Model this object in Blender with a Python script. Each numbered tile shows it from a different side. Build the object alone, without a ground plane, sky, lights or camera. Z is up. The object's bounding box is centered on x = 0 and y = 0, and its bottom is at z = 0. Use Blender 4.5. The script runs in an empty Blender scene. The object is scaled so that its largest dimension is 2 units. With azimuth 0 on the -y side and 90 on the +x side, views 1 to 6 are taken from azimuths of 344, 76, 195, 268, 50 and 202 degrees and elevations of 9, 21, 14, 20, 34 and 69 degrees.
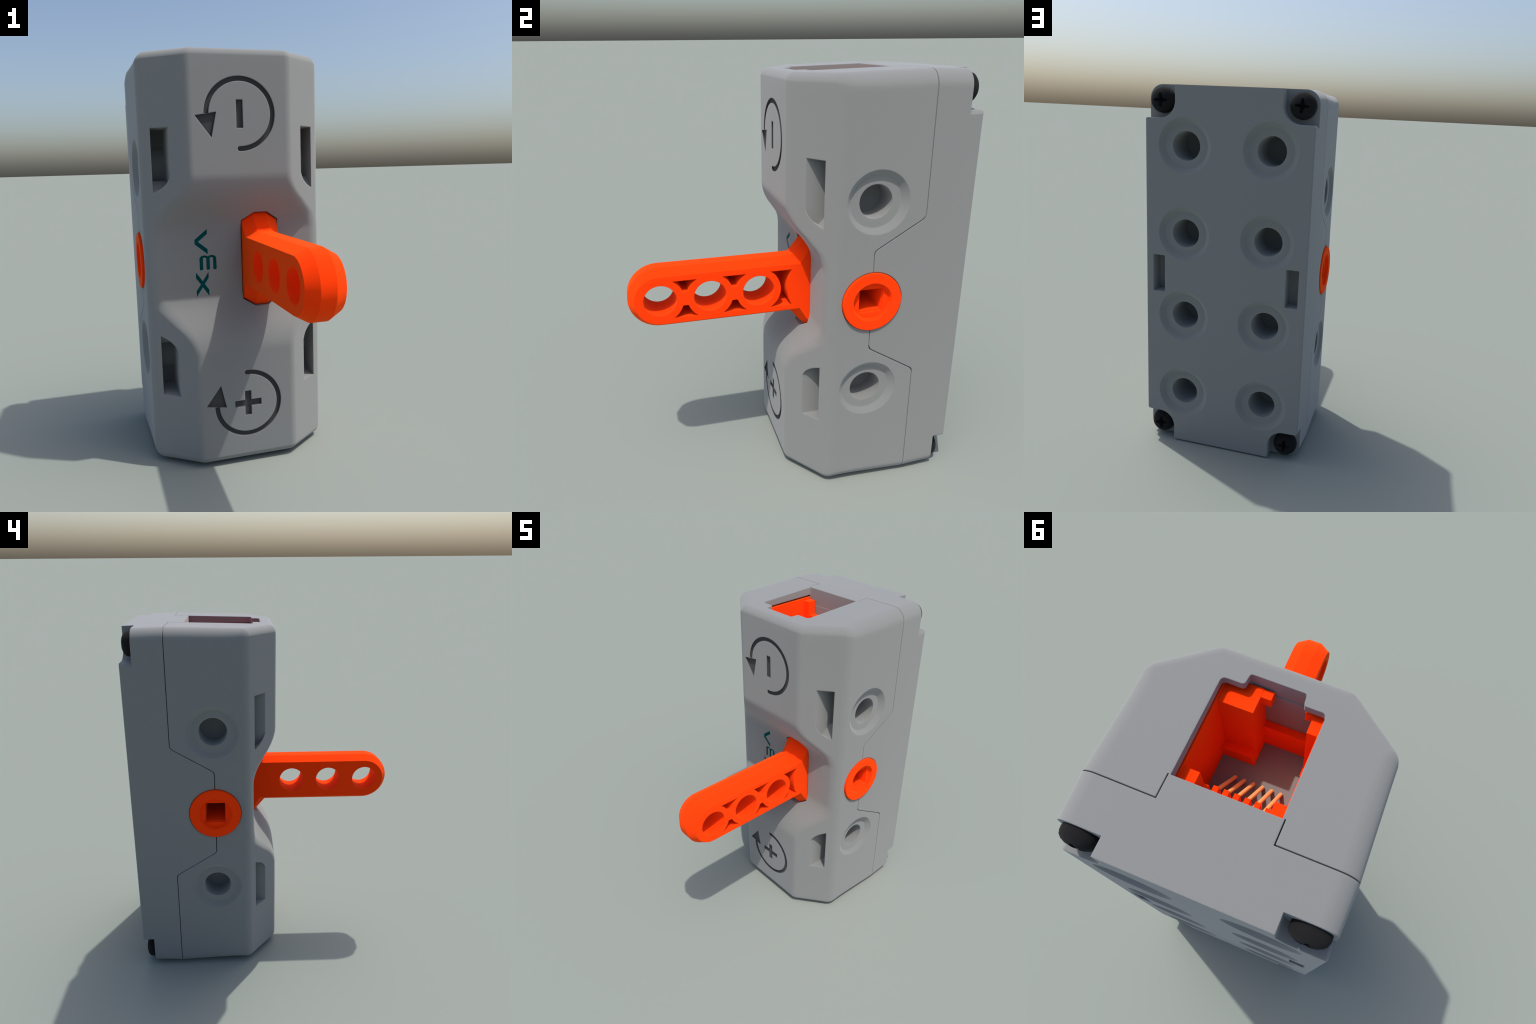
"""Small two-shell robot motor with an orange lever, orange drive hubs and a plug socket."""
import bpy, bmesh, math
from mathutils import Vector

# ------------------------------------------------------------------ main sizes
PITCH = 0.461            # mounting-hole pitch
HALF_W = 0.457           # half width of the housing at the seam
BACK_Y = 0.764           # rear face
FRONT_Y = -0.0365         # front face
RECESS_Y = 0.095         # floor of the front recess
CHAM_Y = 0.126           # where the front chamfer meets the side
FRONT_HALF = 0.247       # half width of the flat front
SEAM_Y, STEP_Y = 0.539, 0.309
AXIS_Y = 0.308           # hub axis
GAP = 0.0045
DRAFT_F, DRAFT_B = 0.028, 0.030

scene = bpy.context.scene


# ------------------------------------------------------------------ materials
def plastic(name, colour, rough, grain=0.02, bump=0.02, bevel=0.0, spec=0.5, metal=1.0, scale=220.0):
    m = bpy.data.materials.new(name)
    m.use_nodes = True
    nt = m.node_tree
    p = nt.nodes["Principled BSDF"]
    co = nt.nodes.new("ShaderNodeTexCoord")
    nz = nt.nodes.new("ShaderNodeTexNoise")
    nz.inputs["Scale"].default_value = scale
    nz.inputs["Detail"].default_value = 3.0
    nt.links.new(co.outputs["Object"], nz.inputs["Vector"])
    ramp = nt.nodes.new("ShaderNodeValToRGB")
    ramp.color_ramp.elements[0].position = 0.3
    ramp.color_ramp.elements[1].position = 0.7
    ramp.color_ramp.elements[0].color = [c * (1 - grain) for c in colour] + [1]
    ramp.color_ramp.elements[1].color = [min(1.0, c * (1 + grain)) for c in colour] + [1]
    nt.links.new(nz.outputs["Fac"], ramp.inputs["Fac"])
    nt.links.new(ramp.outputs["Color"], p.inputs["Base Color"])
    p.inputs["Roughness"].default_value = rough
    p.inputs["Metallic"].default_value = metal
    p.inputs["Specular IOR Level"].default_value = spec
    bp = nt.nodes.new("ShaderNodeBump")
    bp.inputs["Strength"].default_value = bump
    bp.inputs["Distance"].default_value = 0.002
    nt.links.new(nz.outputs["Fac"], bp.inputs["Height"])
    if bevel > 0:
        bv = nt.nodes.new("ShaderNodeBevel")
        bv.samples = 6
        bv.inputs["Radius"].default_value = bevel
        nt.links.new(bv.outputs["Normal"], bp.inputs["Normal"])
    nt.links.new(bp.outputs["Normal"], p.inputs["Normal"])
    return m


MAT_GREY = plastic("grey_plastic", (0.447, 0.455, 0.449), 1.0, 0.015, 0.015, bevel=0.006)
MAT_ORANGE = plastic("orange_plastic", (1.0, 0.130, 0.0135), 1.0, 0.01, 0.01, bevel=0.003)
MAT_BLACK = plastic("black_screw", (0.050, 0.050, 0.051), 1.0, 0.03, 0.01, bevel=0.002)
MAT_MARK = plastic("dark_mark", (0.165, 0.165, 0.167), 1.0, 0.02, 0.0)
MAT_TEAL = plastic("teal_letter", (0.002, 0.172, 0.180), 1.0, 0.02, 0.0)
MAT_GOLD = plastic("copper_contact", (1.0, 0.64, 0.29), 1.0, 0.02, 0.0)


# ------------------------------------------------------------------ mesh helpers
def new_object(name, verts, faces, mat=None):
    me = bpy.data.meshes.new(name)
    me.from_pydata([tuple(v) for v in verts], [], faces)
    bm = bmesh.new()
    bm.from_mesh(me)
    bmesh.ops.recalc_face_normals(bm, faces=bm.faces)
    bm.to_mesh(me)
    bm.free()
    ob = bpy.data.objects.new(name, me)
    scene.collection.objects.link(ob)
    if mat:
        me.materials.append(mat)
    return ob


def prism(name, poly, axis, lo, hi, mat=None, poly2=None):
    """Extrude a 2-D polygon along x (poly = y,z), y (poly = x,z) or z (poly = x,y)."""
    def put(p, t):
        return {'x': (t, p[0], p[1]), 'y': (p[0], t, p[1]), 'z': (p[0], p[1], t)}[axis]
    n = len(poly)
    verts = [put(p, lo) for p in poly] + [put(p, hi) for p in (poly2 or poly)]
    faces = [list(range(n)), list(range(2 * n - 1, n - 1, -1))]
    faces += [[i, (i + 1) % n, n + (i + 1) % n, n + i] for i in range(n)]
    return new_object(name, verts, faces, mat)


def box(name, x0, x1, y0, y1, z0, z1, mat=None):
    return prism(name, [(x0, y0), (x1, y0), (x1, y1), (x0, y1)], 'z', z0, z1, mat)


def revolve(name, profile, origin, axis, n=72, mat=None):
    """Solid of revolution; profile = [(radius, position along the axis)], capped at both ends."""
    def put(r, t, a):
        c, s = r * math.cos(a), r * math.sin(a)
        d = {'x': (t, c, s), 'y': (c, t, s), 'z': (c, s, t)}[axis]
        return (origin[0] + d[0], origin[1] + d[1], origin[2] + d[2])
    verts, faces = [], []
    for r, t in profile:
        verts += [put(r, t, 2 * math.pi * i / n) for i in range(n)]
    for k in range(len(profile) - 1):
        for i in range(n):
            j = (i + 1) % n
            faces.append([k * n + i, k * n + j, (k + 1) * n + j, (k + 1) * n + i])
    faces.append(list(range(n)))
    m = (len(profile) - 1) * n
    faces.append(list(range(m + n - 1, m - 1, -1)))
    return new_object(name, verts, faces, mat)


def boolean(ob, cutter, op='DIFFERENCE', keep=False):
    mod = ob.modifiers.new("cut", 'BOOLEAN')
    mod.operation = op
    mod.solver = 'MANIFOLD'
    mod.object = cutter
    dg = bpy.context.evaluated_depsgraph_get()
    dg.update()
    me = bpy.data.meshes.new_from_object(ob.evaluated_get(dg))
    ob.modifiers.clear()
    old = ob.data
    ob.data = me
    bpy.data.meshes.remove(old)
    if not keep:
        bpy.data.objects.remove(cutter)


def copy_object(ob, name):
    c = ob.copy()
    c.data = ob.data.copy()
    c.name = name
    scene.collection.objects.link(c)
    return c


def flat_weighted_normals(me):
    """Custom normals: inside a smooth fan every face counts with the area of the whole flat
    region it belongs to, so that flats stay flat right up to the fillets beside them."""
    bm = bmesh.new()
    bm.from_mesh(me)
    bm.faces.ensure_lookup_table()
    bm.normal_update()
    group = [-1] * len(bm.faces)
    area = []
    for f in bm.faces:
        if group[f.index] >= 0:
            continue
        g, total, stack = len(area), 0.0, [f]
        group[f.index] = g
        while stack:
            q = stack.pop()
            total += q.calc_area()
            for e in q.edges:
                for o in e.link_faces:
                    if group[o.index] < 0 and o.normal.dot(f.normal) > 0.999995:
                        group[o.index] = g
                        stack.append(o)
        area.append(total)
    normals = [None] * sum(len(f.loops) for f in bm.faces)
    pos = 0
    start = []
    for f in bm.faces:
        start.append(pos)
        pos += len(f.loops)
    for f in bm.faces:
        for i, lp in enumerate(f.loops):
            v = lp.vert
            fan, stack = {f}, [f]
            while stack:
                q = stack.pop()
                for e in q.edges:
                    if e.smooth and (e.verts[0] is v or e.verts[1] is v):
                        for o in e.link_faces:
                            if o not in fan:
                                fan.add(o)
                                stack.append(o)
            acc, seen = Vector((0, 0, 0)), set()
            for q in fan:
                g = group[q.index]
                if g not in seen:
                    seen.add(g)
                    acc += q.normal * area[g] ** 1.5
            normals[start[f.index] + i] = acc.normalized() if acc.length > 1e-12 else f.normal.copy()
    bm.free()
    me.normals_split_custom_set([tuple(n) for n in normals])


def finish(ob, name, angle=28.0, mat=None, weighted=True):
    """Name the part, shade smooth with sharp edges by angle, weight normals by face area."""
    ob.name = name
    ob.data.name = name
    if mat:
        ob.data.materials.clear()
        ob.data.materials.append(mat)
    bm = bmesh.new()
    bm.from_mesh(ob.data)
    bmesh.ops.remove_doubles(bm, verts=bm.verts, dist=1e-5)
    bmesh.ops.dissolve_degenerate(bm, dist=1e-6, edges=bm.edges)
    lim = math.radians(angle)
    for f in bm.faces:
        f.smooth = True
        f.material_index = 0
    for e in bm.edges:
        e.smooth = not (len(e.link_faces) != 2 or e.calc_face_angle(0) > lim)
    bm.to_mesh(ob.data)
    bm.free()
    if weighted:
        flat_weighted_normals(ob.data)
    return ob


def join_meshes(name, obs):
    """Union of several closed solids."""
    base = obs[0]
    for o in obs[1:]:
        boolean(base, o, 'UNION')
    base.name = name
    return base


def rounded(poly, radii, seg=6):
    """Round the corners of a closed polygon."""
    out = []
    n = len(poly)
    for i, p in enumerate(poly):
        r = radii[i] if isinstance(radii, (list, tuple)) else radii
        p = Vector(p)
        a, b = Vector(poly[i - 1]) - p, Vector(poly[(i + 1) % n]) - p
        if r <= 0:
            out.append(tuple(p))
            continue
        la, lb = a.length, b.length
        a.normalize(); b.normalize()
        ang = a.angle(b)
        t = min(r / math.tan(ang / 2), 0.49 * la, 0.49 * lb)
        r = t * math.tan(ang / 2)
        c = p + (a + b).normalized() * (r / math.sin(ang / 2))
        s, e = p + a * t - c, p + b * t - c
        a0 = math.atan2(s.y, s.x)
        da = (math.atan2(e.y, e.x) - a0 + math.pi) % (2 * math.pi) - math.pi
        for k in range(seg + 1):
            w = a0 + da * k / seg
            out.append((c.x + r * math.cos(w), c.y + r * math.sin(w)))
    return out


# ------------------------------------------------------------------ housing loft
def ramp_round(t, k):
    """Soft version of max(0, t) with rounding half-length k."""
    if t <= -k:
        return 0.0
    return t if t >= k else (t + k) ** 2 / (4 * k)


def front_line(z):
    """Depth of the front face along the height: flat, a hollow in the middle, flat."""
    d = abs(z - 1.0)
    d0, d1 = 0.192, 0.370
    slope = (RECESS_Y - FRONT_Y) / (d1 - d0)
    return RECESS_Y - slope * (ramp_round(d - d0, 0.055) - ramp_round(d - d1, 0.068))


CHAM_SLOPE = (HALF_W - FRONT_HALF) / (CHAM_Y - FRONT_Y)


def section(yf):
    """Right half of the outline at one height, from the front centre to the back centre,
    as (x, y, nx, ny, fillet) with unit outward normal and the radius of the end fillet."""
    fx = FRONT_HALF + (yf - FRONT_Y) * CHAM_SLOPE
    a = math.atan2(1.0, CHAM_SLOPE)          # slant of the chamfer against the front
    pts = []

    def arc(cx, cy, r, ang0, ang1, n, f0, f1):
        for k in range(n + 1):
            w = ang0 + (ang1 - ang0) * k / n
            nx, ny = math.sin(w), -math.cos(w)
            pts.append((cx + r * nx, cy + r * ny, nx, ny, f0 + (f1 - f0) * k / n))

    chord = math.hypot(HALF_W - fx, CHAM_Y - yf)
    r2 = 0.062
    t2 = min(r2 * math.tan((math.pi / 2 - a) / 2), 0.45 * chord)
    r2 = t2 / math.tan((math.pi / 2 - a) / 2)
    r1 = 0.06 + 0.07 * min(1.0, (yf - FRONT_Y) / 0.06)      # softer edges round the hollow
    t1 = min(r1 * math.tan(a / 2), 0.54 * chord)
    r1 = t1 / math.tan(a / 2)
    for k in range(6):
        pts.append(((fx - t1) * k / 6, yf, 0.0, -1.0, 0.040))
    arc(fx - t1, yf + r1, r1, 0.0, a, 8, 0.040, 0.045)
    p0 = (pts[-1][0], pts[-1][1])
    cx, cy = HALF_W - r2, CHAM_Y + t2
    q0 = (cx + r2 * math.sin(a), cy - r2 * math.cos(a))
    for k in range(1, 4):
        w = k / 4
        pts.append((p0[0] + (q0[0] - p0[0]) * w, p0[1] + (q0[1] - p0[1]) * w,
                    math.sin(a), -math.cos(a), 0.045 + 0.002 * w))
    arc(cx, cy, r2, a, math.pi / 2, 8, 0.047, 0.061)
    for y, f in ((0.195, 0.067), (0.25, 0.071), (0.32, 0.072), (SEAM_Y, 0.072), (0.65, 0.072)):
        pts.append((HALF_W, y, 1.0, 0.0, f))
    rb = 0.008
    for k in range(5):
        w = math.pi / 2 * k / 4
        pts.append((HALF_W - rb + rb * math.cos(w), BACK_Y - rb + rb * math.sin(w), 1.0, 0.0, 0.072))
    for k in range(1, 6):
        pts.append(((HALF_W - rb) * (1 - k / 5), BACK_Y, 0.0, 0.0, 0.072))
    return pts


def housing():
    nf = 10
    zs = [("b", k / nf) for k in range(nf)]
    mids = [0.0, 0.25, 0.55]
    lo, hi, n = 0.52, 1.48, 96
    zs += [("m", 0.075), ("m", 0.3)] + [("m", lo + (hi - lo) * k / n) for k in range(n + 1)] + [("m", 1.7), ("m", 1.925)]
    zs += [("t", 1 - k / nf) for k in range(nf - 1, -1, -1)][0:0] + [("t", k / nf) for k in range(nf - 1, -1, -1)]
    rings = []
    for kind, t in zs:
        z0 = t if kind == "m" else 0.0
        half = section(front_line(z0 if kind == "m" else 0.02))
        ring = []
        for i, (x, y, nx, ny, f) in enumerate(half):
            inset, z = 0.0, z0
            if kind != "m":
                w = t * math.pi / 2
                inset = f * (1 - math.sin(w))
                z = f * (1 - math.cos(w))
                if kind == "t":
                    z = 2.0 - z
            if nx == 0.0 and ny == 0.0 or y > 0.3:
                xx, yy = x * (HALF_W - inset) / HALF_W, y
            else:
                xx, yy = x - nx * inset, y - ny * inset
            if i == 0:
                xx = 0.0
            ring.append((xx, yy, z))
        full = ring + [(-x, y, z) for (x, y, z) in reversed(ring[1:-1])]
        rings.append(full)
    m = len(rings[0])
    verts, faces = [], []
    for ring in rings:
        for x, y, z in ring:               # mould draft towards the front and the back
            d = DRAFT_F * max(0.0, SEAM_Y - y) + DRAFT_B * max(0.0, y - SEAM_Y)
            verts.append((x * (1 - d / HALF_W), y, 1 + (z - 1) * (1 - d)))
    for k in range(len(rings) - 1):
        for i in range(m):
            j = (i + 1) % m
            faces.append([k * m + i, k * m + j, (k + 1) * m + j, (k + 1) * m + i])
    h = m // 2
    for base in (0, (len(rings) - 1) * m):   # end caps as strips between the two halves
        faces.append([base + 0, base + 1, base + m - 1])
        for i in range(1, h - 1):
            faces.append([base + i, base + i + 1, base + m - i - 1, base + m - i])
        faces.append([base + h - 1, base + h, base + h + 1])
    return new_object("housing", verts, faces, MAT_GREY)


# seam between the shells: y,z polygon of the rear part
def rear_region(name, grow):
    s = 0.38
    pts = [(SEAM_Y, -0.2), (SEAM_Y, 1 - s), (STEP_Y, 1 - 0.24), (STEP_Y, 1 + 0.24), (SEAM_Y, 1 + s), (SEAM_Y, 2.2)]
    # offset of the path by `grow` towards the front
    off = []
    for i, p in enumerate(pts):
        a = Vector(pts[max(i - 1, 0)]); b = Vector(p); c = Vector(pts[min(i + 1, len(pts) - 1)])
        d1 = (b - a).normalized() if i else (c - b).normalized()
        d2 = (c - b).normalized() if i < len(pts) - 1 else d1
        n1, n2 = Vector((-d1.y, d1.x)), Vector((-d2.y, d2.x))
        nn = (n1 + n2).normalized()
        off.append(tuple(b + nn * (grow / nn.dot(n1))))
    poly = off + [(1.2, 2.2), (1.2, -0.2)]
    poly = rounded(poly, [0, 0.03, 0.03, 0.03, 0.03, 0, 0, 0], 6)
    a = prism(name, poly, 'x', -1, 1)
    t = 0.187 + grow
    tab = box("tab", -t, t, 0.4535, 0.56, 1.45, 2.2)
    boolean(a, tab, 'UNION')
    return a


body = housing()
front = copy_object(body, "front_shell")
boolean(front, rear_region("region", GAP))
back = body
boolean(back, rear_region("region", 0.0), 'INTERSECT')

# --- plug socket opening
mouth = [(-0.181, 0.455), (-0.181, 0.085), (-0.102, 0.085), (-0.098, 0.041), (0.098, 0.041), (0.102, 0.085), (0.181, 0.085), (0.181, 0.455)]
mouth = rounded(mouth, [0, 0.016, 0.012, 0.010, 0.010, 0.012, 0.016, 0], 5)
boolean(front, prism("cut", mouth, 'z', 1.90, 2.1))
boolean(front, box("cut", -0.20, 0.20, 0.046, 0.56, 1.552, 1.954))
boolean(back, box("cut", -0.181, 0.181, 0.3, 0.455, 1.90, 2.1))
boolean(back, box("cut", -0.20, 0.20, 0.3, 0.4505, 1.40, 1.956))

# --- side mounting holes: shallow dished ring and a bore
def dished_hole(origin, axis, sgn, face, depth, dish=0.027):
    prof = [(0.1440 + 0.02, face + 0.02), (0.1440, face), (0.117, face - dish), (0.0760, face - dish - 0.0001), (0.0760, face - depth)]
    prof = [(r, sgn * t) for r, t in prof]
    return revolve("cut", prof, origin, axis, 80)


for sgn in (1, -1):
    for dz in (-PITCH, PITCH):
        # the drafted side stands slightly inside the nominal width here
        boolean(front, dished_hole((0, AXIS_Y, 1 + dz), 'x', sgn, HALF_W - DRAFT_F * (SEAM_Y - AXIS_Y) + 0.001, 0.145, 0.024))

# --- bores for the drive hubs, in both shells, with a shaft passage between them
for sgn in (1, -1):
    bore = revolve("bore", [(0.1436, sgn * 0.17), (0.1436, sgn * 0.6)], (0, AXIS_Y, 1), 'x', 96)
    boolean(front, bore, keep=True)
    boolean(back, bore)
through = box("through", -0.3, 0.3, AXIS_Y - 0.07, AXIS_Y + 0.07, 0.93, 1.07)
boolean(front, through, keep=True)
boolean(back, through)

# --- chamfer pockets: vertical slots that follow the hollow of the front
for sgn in (1, -1):
    for up in (1, -1):
        # rear side of the pocket: flat at the end, then the round boss of the side hole
        boss = [(AXIS_Y - math.sqrt(0.112 ** 2 - q * q), PITCH + q) for q in [0.100 - 0.165 * i / 12 for i in range(13)]]
        prof = [(-0.2, 0.645), (0.2576, 0.640)] + boss + [(0.150, 0.398), (0.110, 0.366), (0.095, 0.350),
                (0.088, 0.344), (0.072, 0.354), (0.058, 0.365), (0.047, 0.378), (0.039, 0.390), (0.033, 0.404),
                (0.028, 0.420), (0.025, 0.441), (0.024, 0.50), (-0.2, 0.50)]
        prof = [(y, 1 + up * z) for y, z in prof]
        x0, x1 = sorted((sgn * 0.319, sgn * 0.3955))
        sl = prism("cut", prof, 'x', x0, x1)
        boolean(front, sl)

# --- slot for the lever foot
FOOT_X = (0.033, 0.085, 0.150, 0.200)
def foot_octagon(e):
    s, m = 0.192 + e, 0.231 + e
    x0, x1, x2, x3 = FOOT_X[0] - 0.006 - e, FOOT_X[1] - e / 2, FOOT_X[2] + e / 2, FOOT_X[3] + 0.006 + e
    return [(x0, 1 - s), (x1, 1 - m), (x2, 1 - m), (x3, 1 - s), (x3, 1 + s), (x2, 1 + m), (x1, 1 + m), (x0, 1 + s)]
boolean(front, prism("cut", foot_octagon(0.0045), 'y', -0.3, 0.158))

# --- rear face: eight dished holes, two slots, four screw corners
for sx in (1, -1):
    for k in (-1.5, -0.5, 0.5, 1.5):
        boolean(back, dished_hole((sx * PITCH / 2, 0, 1 + k * PITCH), 'y', 1, BACK_Y + 0.0003, 0.215))
    x0, x1 = sorted((sx * 0.340, sx * 0.409))
    boolean(back, prism("cut", rounded([(x0, 0.897), (x1, 0.897), (x1, 1.103), (x0, 1.103)], 0.006, 3), 'y', BACK_Y - 0.078, BACK_Y + 0.1))
SCREW = (0.372, 0.916)
for sx in (1, -1):
    for sz in (1, -1):
        c = Vector((SCREW[0], SCREW[1]))
        r = 0.087
        pts = [(0.283, 1.2), (0.283, 1.04)]
        for k in range(11):
            w = math.pi + (math.pi / 2) * k / 10
            pts.append((0.370 + r * math.cos(w), 0.914 + r * math.sin(w)))
        pts += [(0.438, 0.8265), (0.4435, 0.8235), (0.450, 0.815), (0.6, 0.81), (0.6, 1.2)]
        pts = [(sx * x, 1 + sz * z) for x, z in pts]
        boolean(back, prism("cut", pts, 'y', 0.699, 1.0))


# ------------------------------------------------------------------ marks and letters
def stroke_arc(cx, cz, r, w, a0, a1, n=48, cap=True):
    out = [(cx + (r + w) * math.cos(a0 + (a1 - a0) * k / n), cz + (r + w) * math.sin(a0 + (a1 - a0) * k / n)) for k in range(n + 1)]
    inn = [(cx + (r - w) * math.cos(a0 + (a1 - a0) * k / n), cz + (r - w) * math.sin(a0 + (a1 - a0) * k / n)) for k in range(n, -1, -1)]
    tip = []
    if cap:                              # round cap at the start
        px, pz = cx + r * math.cos(a0), cz + r * math.sin(a0)
        s = 1 if a1 > a0 else -1
        tip = [(px + w * math.cos(a0 + math.pi - s * 0 + s * math.pi * k / 8), pz + w * math.sin(a0 + math.pi + s * math.pi * k / 8)) for k in range(1, 8)]
    return out + inn + tip


def grow_poly(poly, e):
    """Push a counter-clockwise or clockwise polygon outwards by e (mitred)."""
    n = len(poly)
    area = sum(poly[i][0] * poly[(i + 1) % n][1] - poly[(i + 1) % n][0] * poly[i][1] for i in range(n))
    s = 1 if area > 0 else -1
    out = []
    for i in range(n):
        a, b, c = Vector(poly[i - 1]), Vector(poly[i]), Vector(poly[(i + 1) % n])
        d1, d2 = (b - a).normalized(), (c - b).normalized()
        n1, n2 = Vector((d1.y, -d1.x)) * s, Vector((d2.y, -d2.x)) * s
        nn = n1 + n2
        nn = nn.normalized() if nn.length > 1e-6 else n1
        out.append(tuple(b + nn * (e / max(0.5, nn.dot(n1)))))
    return out


def sign_parts(up):
    """Turning arrow with a sign: bar above (minus on its side), plus below."""
    cz = 0.693
    parts = [stroke_arc(0.001, cz, 0.1565, 0.0102, -math.pi / 2 - 0.02, math.pi - 0.02),
             [(-0.2062, 0.6858), (-0.110, 0.7009), (-0.1342, 0.5905)]]
    if up:
        parts.append([(-0.0145, 0.631), (0.0145, 0.631), (0.0145, 0.755), (-0.0145, 0.755)])
        return [[(x, 1 + z) for x, z in p] for p in parts]
    t, h, l = 0.0148, 0.0605, 0.0655
    parts.append([(-t, cz - h), (t, cz - h), (t, cz - t), (l, cz - t), (l, cz + t), (t, cz + t),
                  (t, cz + h), (-t, cz + h), (-t, cz + t), (-l, cz + t), (-l, cz - t), (-t, cz - t)])
    return [[(x, 1 - z) for x, z in p] for p in parts]


parts_children = []
for up in (True, False):
    pieces = sign_parts(up)
    cut = join_meshes("cut", [prism("c", grow_poly(p, 0.0012), 'y', -0.2, FRONT_Y + 0.016) for p in pieces])
    boolean(front, cut)
    ink = join_meshes("ink", [prism("c", grow_poly(p, 0.0011), 'y', FRONT_Y + 0.0006, FRONT_Y + 0.0159) for p in pieces])
    boolean(ink, join_meshes("hollow", [prism("c", p, 'y', -0.2, FRONT_Y + 0.0095) for p in pieces]))
    parts_children.append(finish(ink, "direction_arrow_mark", mat=MAT_MARK, weighted=False))

# letters, read from above downwards on the floor of the recess
LV = [(-0.1475, 1.1600), (-0.1475, 1.1385), (-0.1943, 1.1010), (-0.1475, 1.0620), (-0.1475, 1.0400), (-0.2082, 1.0905), (-0.2082, 1.1115)]
LX = [(-0.2082, 0.9500), (-0.2082, 0.9235), (-0.1852, 0.8910), (-0.2082, 0.8585), (-0.2082, 0.8320), (-0.1770, 0.8776),
      (-0.1472, 0.8335), (-0.1472, 0.8610), (-0.1678, 0.8910), (-0.1472, 0.9215), (-0.1472, 0.9480), (-0.1766, 0.9042)]


def letter_m():
    """Rounded three-legged letter, one closed outline."""
    x = (-0.1876, -0.1726, -0.1540, -0.1391, -0.1206, -0.1058)
    z0, z1 = 0.9615, 1.0170
    p = []

    def leg_end(a, b):
        for k in range(7):
            w = math.pi + math.pi * k / 6
            p.append(((a + b) / 2 + (b - a) / 2 * math.cos(w), z0 + 0.004 + 0.004 * math.sin(w)))

    def inner(a, b):
        for k in range(9):
            w = math.pi - math.pi * k / 8
            p.append(((a + b) / 2 + (b - a) / 2 * math.cos(w), z1 + 0.0065 * math.sin(w)))

    leg_end(x[0], x[1]); inner(x[1], x[2]); leg_end(x[2], x[3]); inner(x[3], x[4]); leg_end(x[4], x[5])
    mid = (x[2] + x[3]) / 2
    for a, b, k0, k1 in ((mid - 0.004, x[5], 0, 8), (x[0], mid + 0.004, 2, 10)):
        for k in range(k0, k1 + 1):
            w = math.pi * k / 10
            p.append(((a + b) / 2 + (b - a) / 2 * math.cos(w), z1 + 0.0150 * math.sin(w)))
    return p


for poly in (LV, letter_m(), LX):
    boolean(front, prism("cut", grow_poly(poly, 0.0012), 'y', -0.2, RECESS_Y + 0.0050))
    ink = prism("ink", grow_poly(poly, 0.0022), 'y', RECESS_Y + 0.0042, RECESS_Y + 0.015)
    parts_children.append(finish(ink, "letter", mat=MAT_TEAL, weighted=False))

finish(front, "front_shell", mat=MAT_GREY)
finish(back, "back_shell", mat=MAT_GREY)

# ------------------------------------------------------------------ lever
HOLES = [-0.6185 + i * PITCH / 2 for i in range(3)]


def lever_outline(r, y_start, z_foot, y_flare):
    pts = [(0.150, 1 - z_foot), (y_flare, 1 - z_foot), (y_start, 1 - r)]
    pts += [(HOLES[0] - r * math.sin(math.pi * k / 32), 1 - r * math.cos(math.pi * k / 32)) for k in range(33)]
    pts += [(y_start, 1 + r), (y_flare, 1 + z_foot), (0.150, 1 + z_foot)]
    return pts


secs = [(0.033, lever_outline(0.1165, 0.045, 0.192, 0.092)), (0.085, lever_outline(0.1455, 0.012, 0.231, 0.085)),
        (0.150, lever_outline(0.1455, 0.012, 0.231, 0.085)), (0.200, lever_outline(0.1165, 0.045, 0.192, 0.092))]
verts, faces = [], []
n = len(secs[0][1])
for x, o in secs:
    for y, z in o:
        flare = 0.006 * max(0.0, min(1.0, (y - 0.03) / 0.06))
        verts.append((x + (flare if x > 0.18 else -flare if x < 0.05 else 0.0), y, z))
for k in range(3):
    faces += [[k * n + i, k * n + (i + 1) % n, (k + 1) * n + (i + 1) % n, (k + 1) * n + i] for i in range(n)]
faces += [list(range(n)), list(range(4 * n - 1, 3 * n - 1, -1))]
# the side outlines are not convex, so triangulate them for clean planes
lever = new_object("lever", verts, faces, MAT_ORANGE)
for hy in HOLES:
    boolean(lever, revolve("cut", [(0.0757, -0.2), (0.0757, 0.5)], (0, hy, 1), 'x', 64))
RING, LIM, WEB = 0.108, 0.0915, 0.033


def ring_x(z):
    return math.sqrt(max(0.0, RING * RING - z * z))


def pocket(y0, y1, za, zb):
    """Hollow between the rings round two neighbouring holes, from height za to zb."""
    steps = [za + (zb - za) * k / 10 for k in range(11)]
    left = [(y0 + ring_x(z), 1 + z) for z in steps]
    right = [(y1 - ring_x(z), 1 + z) for z in reversed(steps)]
    return rounded(left + right, [0.005] + [0] * 9 + [0.004] + [0.004] + [0] * 9 + [0.005], 3)


for i in (0, 1):
    for s in (1, -1):
        boolean(lever, prism("cut", pocket(HOLES[i], HOLES[i + 1], s * WEB, s * LIM), 'x', 0.065, 0.3))
zs_root = [-LIM + 2 * LIM * k / 16 for k in range(17)]
root_pocket = [(HOLES[2] + ring_x(z), 1 + z) for z in zs_root] + [(-0.019 + 0.024 * (z / LIM) ** 2, 1 + z) for z in reversed(zs_root)]
boolean(lever, prism("cut", root_pocket, 'x', 0.065, 0.3))
finish(lever, "lever", mat=MAT_ORANGE, angle=20)

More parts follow.
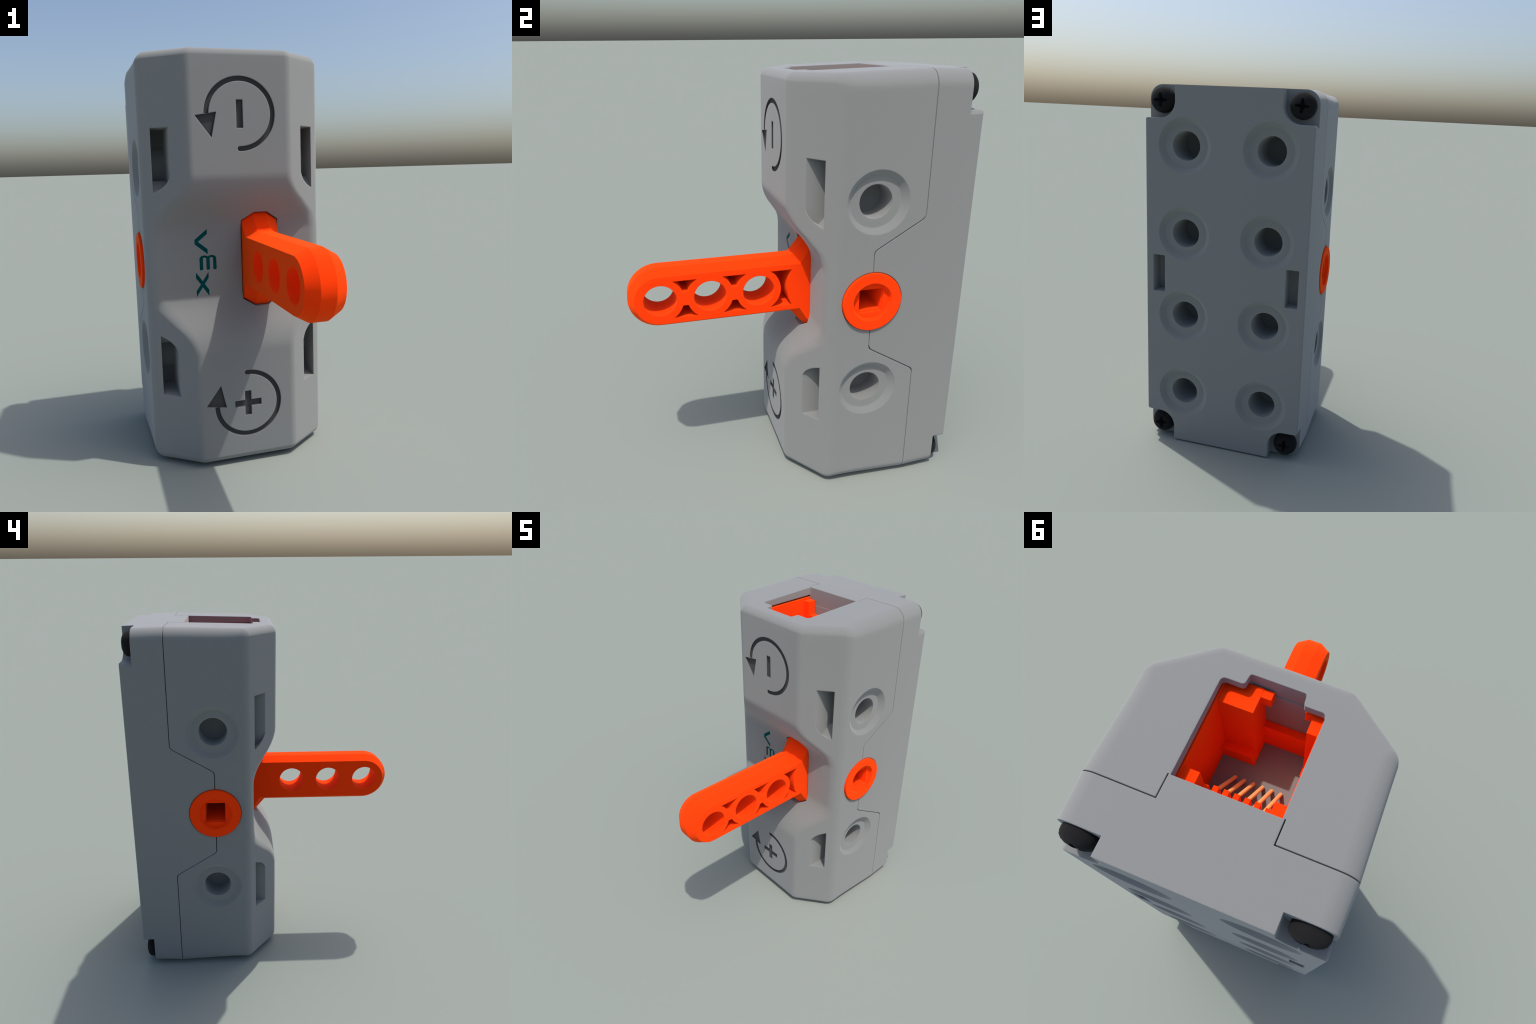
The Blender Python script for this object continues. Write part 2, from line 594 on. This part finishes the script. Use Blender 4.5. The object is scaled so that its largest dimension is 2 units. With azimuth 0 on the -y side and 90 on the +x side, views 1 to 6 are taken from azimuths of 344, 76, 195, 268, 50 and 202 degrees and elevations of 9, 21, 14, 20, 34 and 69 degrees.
# ------------------------------------------------------------------ drive hubs
def hub(sgn):
    X = 0.4615
    prof = [(0.1405, 0.200), (0.1405, X - 0.006), (0.1388, X - 0.0017), (0.1345, X), (0.094, X),
            (0.0905, X - 0.004), (0.0865, X - 0.021), (0.02, X - 0.0211)]
    ob = revolve("hub", [(r, sgn * t) for r, t in prof], (0, AXIS_Y, 1.0), 'x', 96, MAT_ORANGE)
    s, e = 0.0575, 0.0535
    sq = lambda h: [(AXIS_Y - h, 1 - h), (AXIS_Y + h, 1 - h), (AXIS_Y + h, 1 + h), (AXIS_Y - h, 1 + h)]
    boolean(ob, prism("cut", sq(e), 'x', *sorted((sgn * -0.1, sgn * 0.6))))
    boolean(ob, prism("cut", sq(s + 0.0), 'x', sgn * (X - 0.034), sgn * (X + 0.02), None, sq(s + 0.002)))
    return finish(ob, "drive_hub", mat=MAT_ORANGE)


hubs = [hub(1), hub(-1)]

# ------------------------------------------------------------------ screws
def screw():
    prof = [(0.030, -0.02), (0.064, -0.003), (0.0655, 0.010), (0.0645, 0.022), (0.060, 0.034), (0.050, 0.0435), (0.034, 0.0505), (0.016, 0.0535), (0.003, 0.054)]
    ob = revolve("screw", prof, (0, 0, 0), 'y', 48, MAT_BLACK)
    # cross recess: four-pointed star that narrows with depth
    def star(l, w):
        pts = []
        for k in range(4):
            a = math.pi / 2 * k
            for dx, dz in ((l, -w), (l, w), (w * 1.9, w * 1.9)):
                pts.append((dx * math.cos(a) - dz * math.sin(a), dx * math.sin(a) + dz * math.cos(a)))
        return pts
    boolean(ob, prism("cut", star(0.024, 0.003), 'y', 0.012, 0.070, None, star(0.042, 0.0075)))
    return finish(ob, "screw", mat=MAT_BLACK, angle=35)


screw0 = screw()
screws = []
for i, (sx, sz, turn) in enumerate(((1, 1, 0.03), (-1, 1, -0.08), (1, -1, 0.06), (-1, -1, -0.04))):
    s = screw0 if i == 0 else screw0.copy()
    if i:
        scene.collection.objects.link(s)
    s.location = (sx * SCREW[0], 0.6995, 1 + sz * SCREW[1])
    s.rotation_euler = (0, turn, 0)
    screws.append(s)

# ------------------------------------------------------------------ plug socket insert
T = 1.944
ins = []
ins.append(box("i", 0.178, 0.199, 0.050, 0.448, 1.5525, T))             # side walls
ins.append(box("i", -0.199, -0.174, 0.050, 0.448, 1.5525, T))
ins.append(box("i", 0.049, 0.18, 0.047, 0.145, 1.5525, T - 0.012))      # big corner block
ins.append(box("i", 0.048, 0.18, 0.047, 0.180, 1.5525, 1.622))          # its foot
ins.append(box("i", -0.18, -0.137, 0.047, 0.145, 1.5525, T - 0.012))    # small corner block
ins.append(box("i", -0.18, -0.136, 0.047, 0.180, 1.5525, 1.622))
ins.append(box("i", 0.012, 0.06, 0.048, 0.080, 1.885, T - 0.013))       # latch lugs
ins.append(box("i", -0.15, -0.108, 0.048, 0.080, 1.885, T - 0.013))
ins.append(box("i", -0.15, 0.06, 0.047, 0.075, 1.5525, 1.700))          # cross bar
ins.append(box("i", 0.121, 0.18, 0.396, 0.448, 1.56, T - 0.012))        # rear corners
ins.append(box("i", -0.18, -0.133, 0.396, 0.448, 1.56, T - 0.012))
ins.append(box("i", 0.098, 0.18, 0.402, 0.448, 1.56, 1.852))            # comb that guides the contacts
ins.append(box("i", -0.18, -0.103, 0.402, 0.448, 1.56, 1.852))
ins.append(box("i", -0.18, 0.18, 0.438, 0.4495, 1.56, 1.846))
PIN0, PIN_STEP = 0.0935, -0.0371
for k in range(5):                                                       # comb teeth between the contacts
    xc, w = PIN0 + PIN_STEP * (k + 0.5), 0.0115
    ins.append(prism("i", [(xc - w, 0.440), (xc - w * 0.8, 0.394), (xc + w * 0.8, 0.394), (xc + w, 0.440)], 'z', 1.74, 1.848))
socket = join_meshes("socket_insert", ins)
finish(socket, "socket_insert", mat=MAT_ORANGE)

pin_prof = [(0.002, 0.0), (0.0050, 0.001), (0.0078, 0.004), (0.0078, 0.300), (0.003, 0.301)]
pin0 = finish(revolve("pin", pin_prof, (0, 0, 0), 'y', 16, MAT_GOLD), "contact_pin", mat=MAT_GOLD)
pins = []
for k in range(6):
    p = pin0 if k == 0 else pin0.copy()
    if k:
        scene.collection.objects.link(p)
    p.location = (PIN0 + PIN_STEP * k, 0.251, 1.558)
    p.rotation_euler = (math.radians(56), 0, 0)
    pins.append(p)

# ------------------------------------------------------------------ hierarchy
root = bpy.data.objects.new("robot_motor", None)
root.empty_display_size = 0.2
scene.collection.objects.link(root)
root["label"] = "grey plastic robot motor with orange lever and hubs"
root["category"] = "robot motor"


def adopt(parent, kids):
    for k in kids:
        k.parent = parent


adopt(root, [front, back, lever, socket] + hubs)
adopt(front, parts_children)
adopt(back, screws)
adopt(socket, pins)
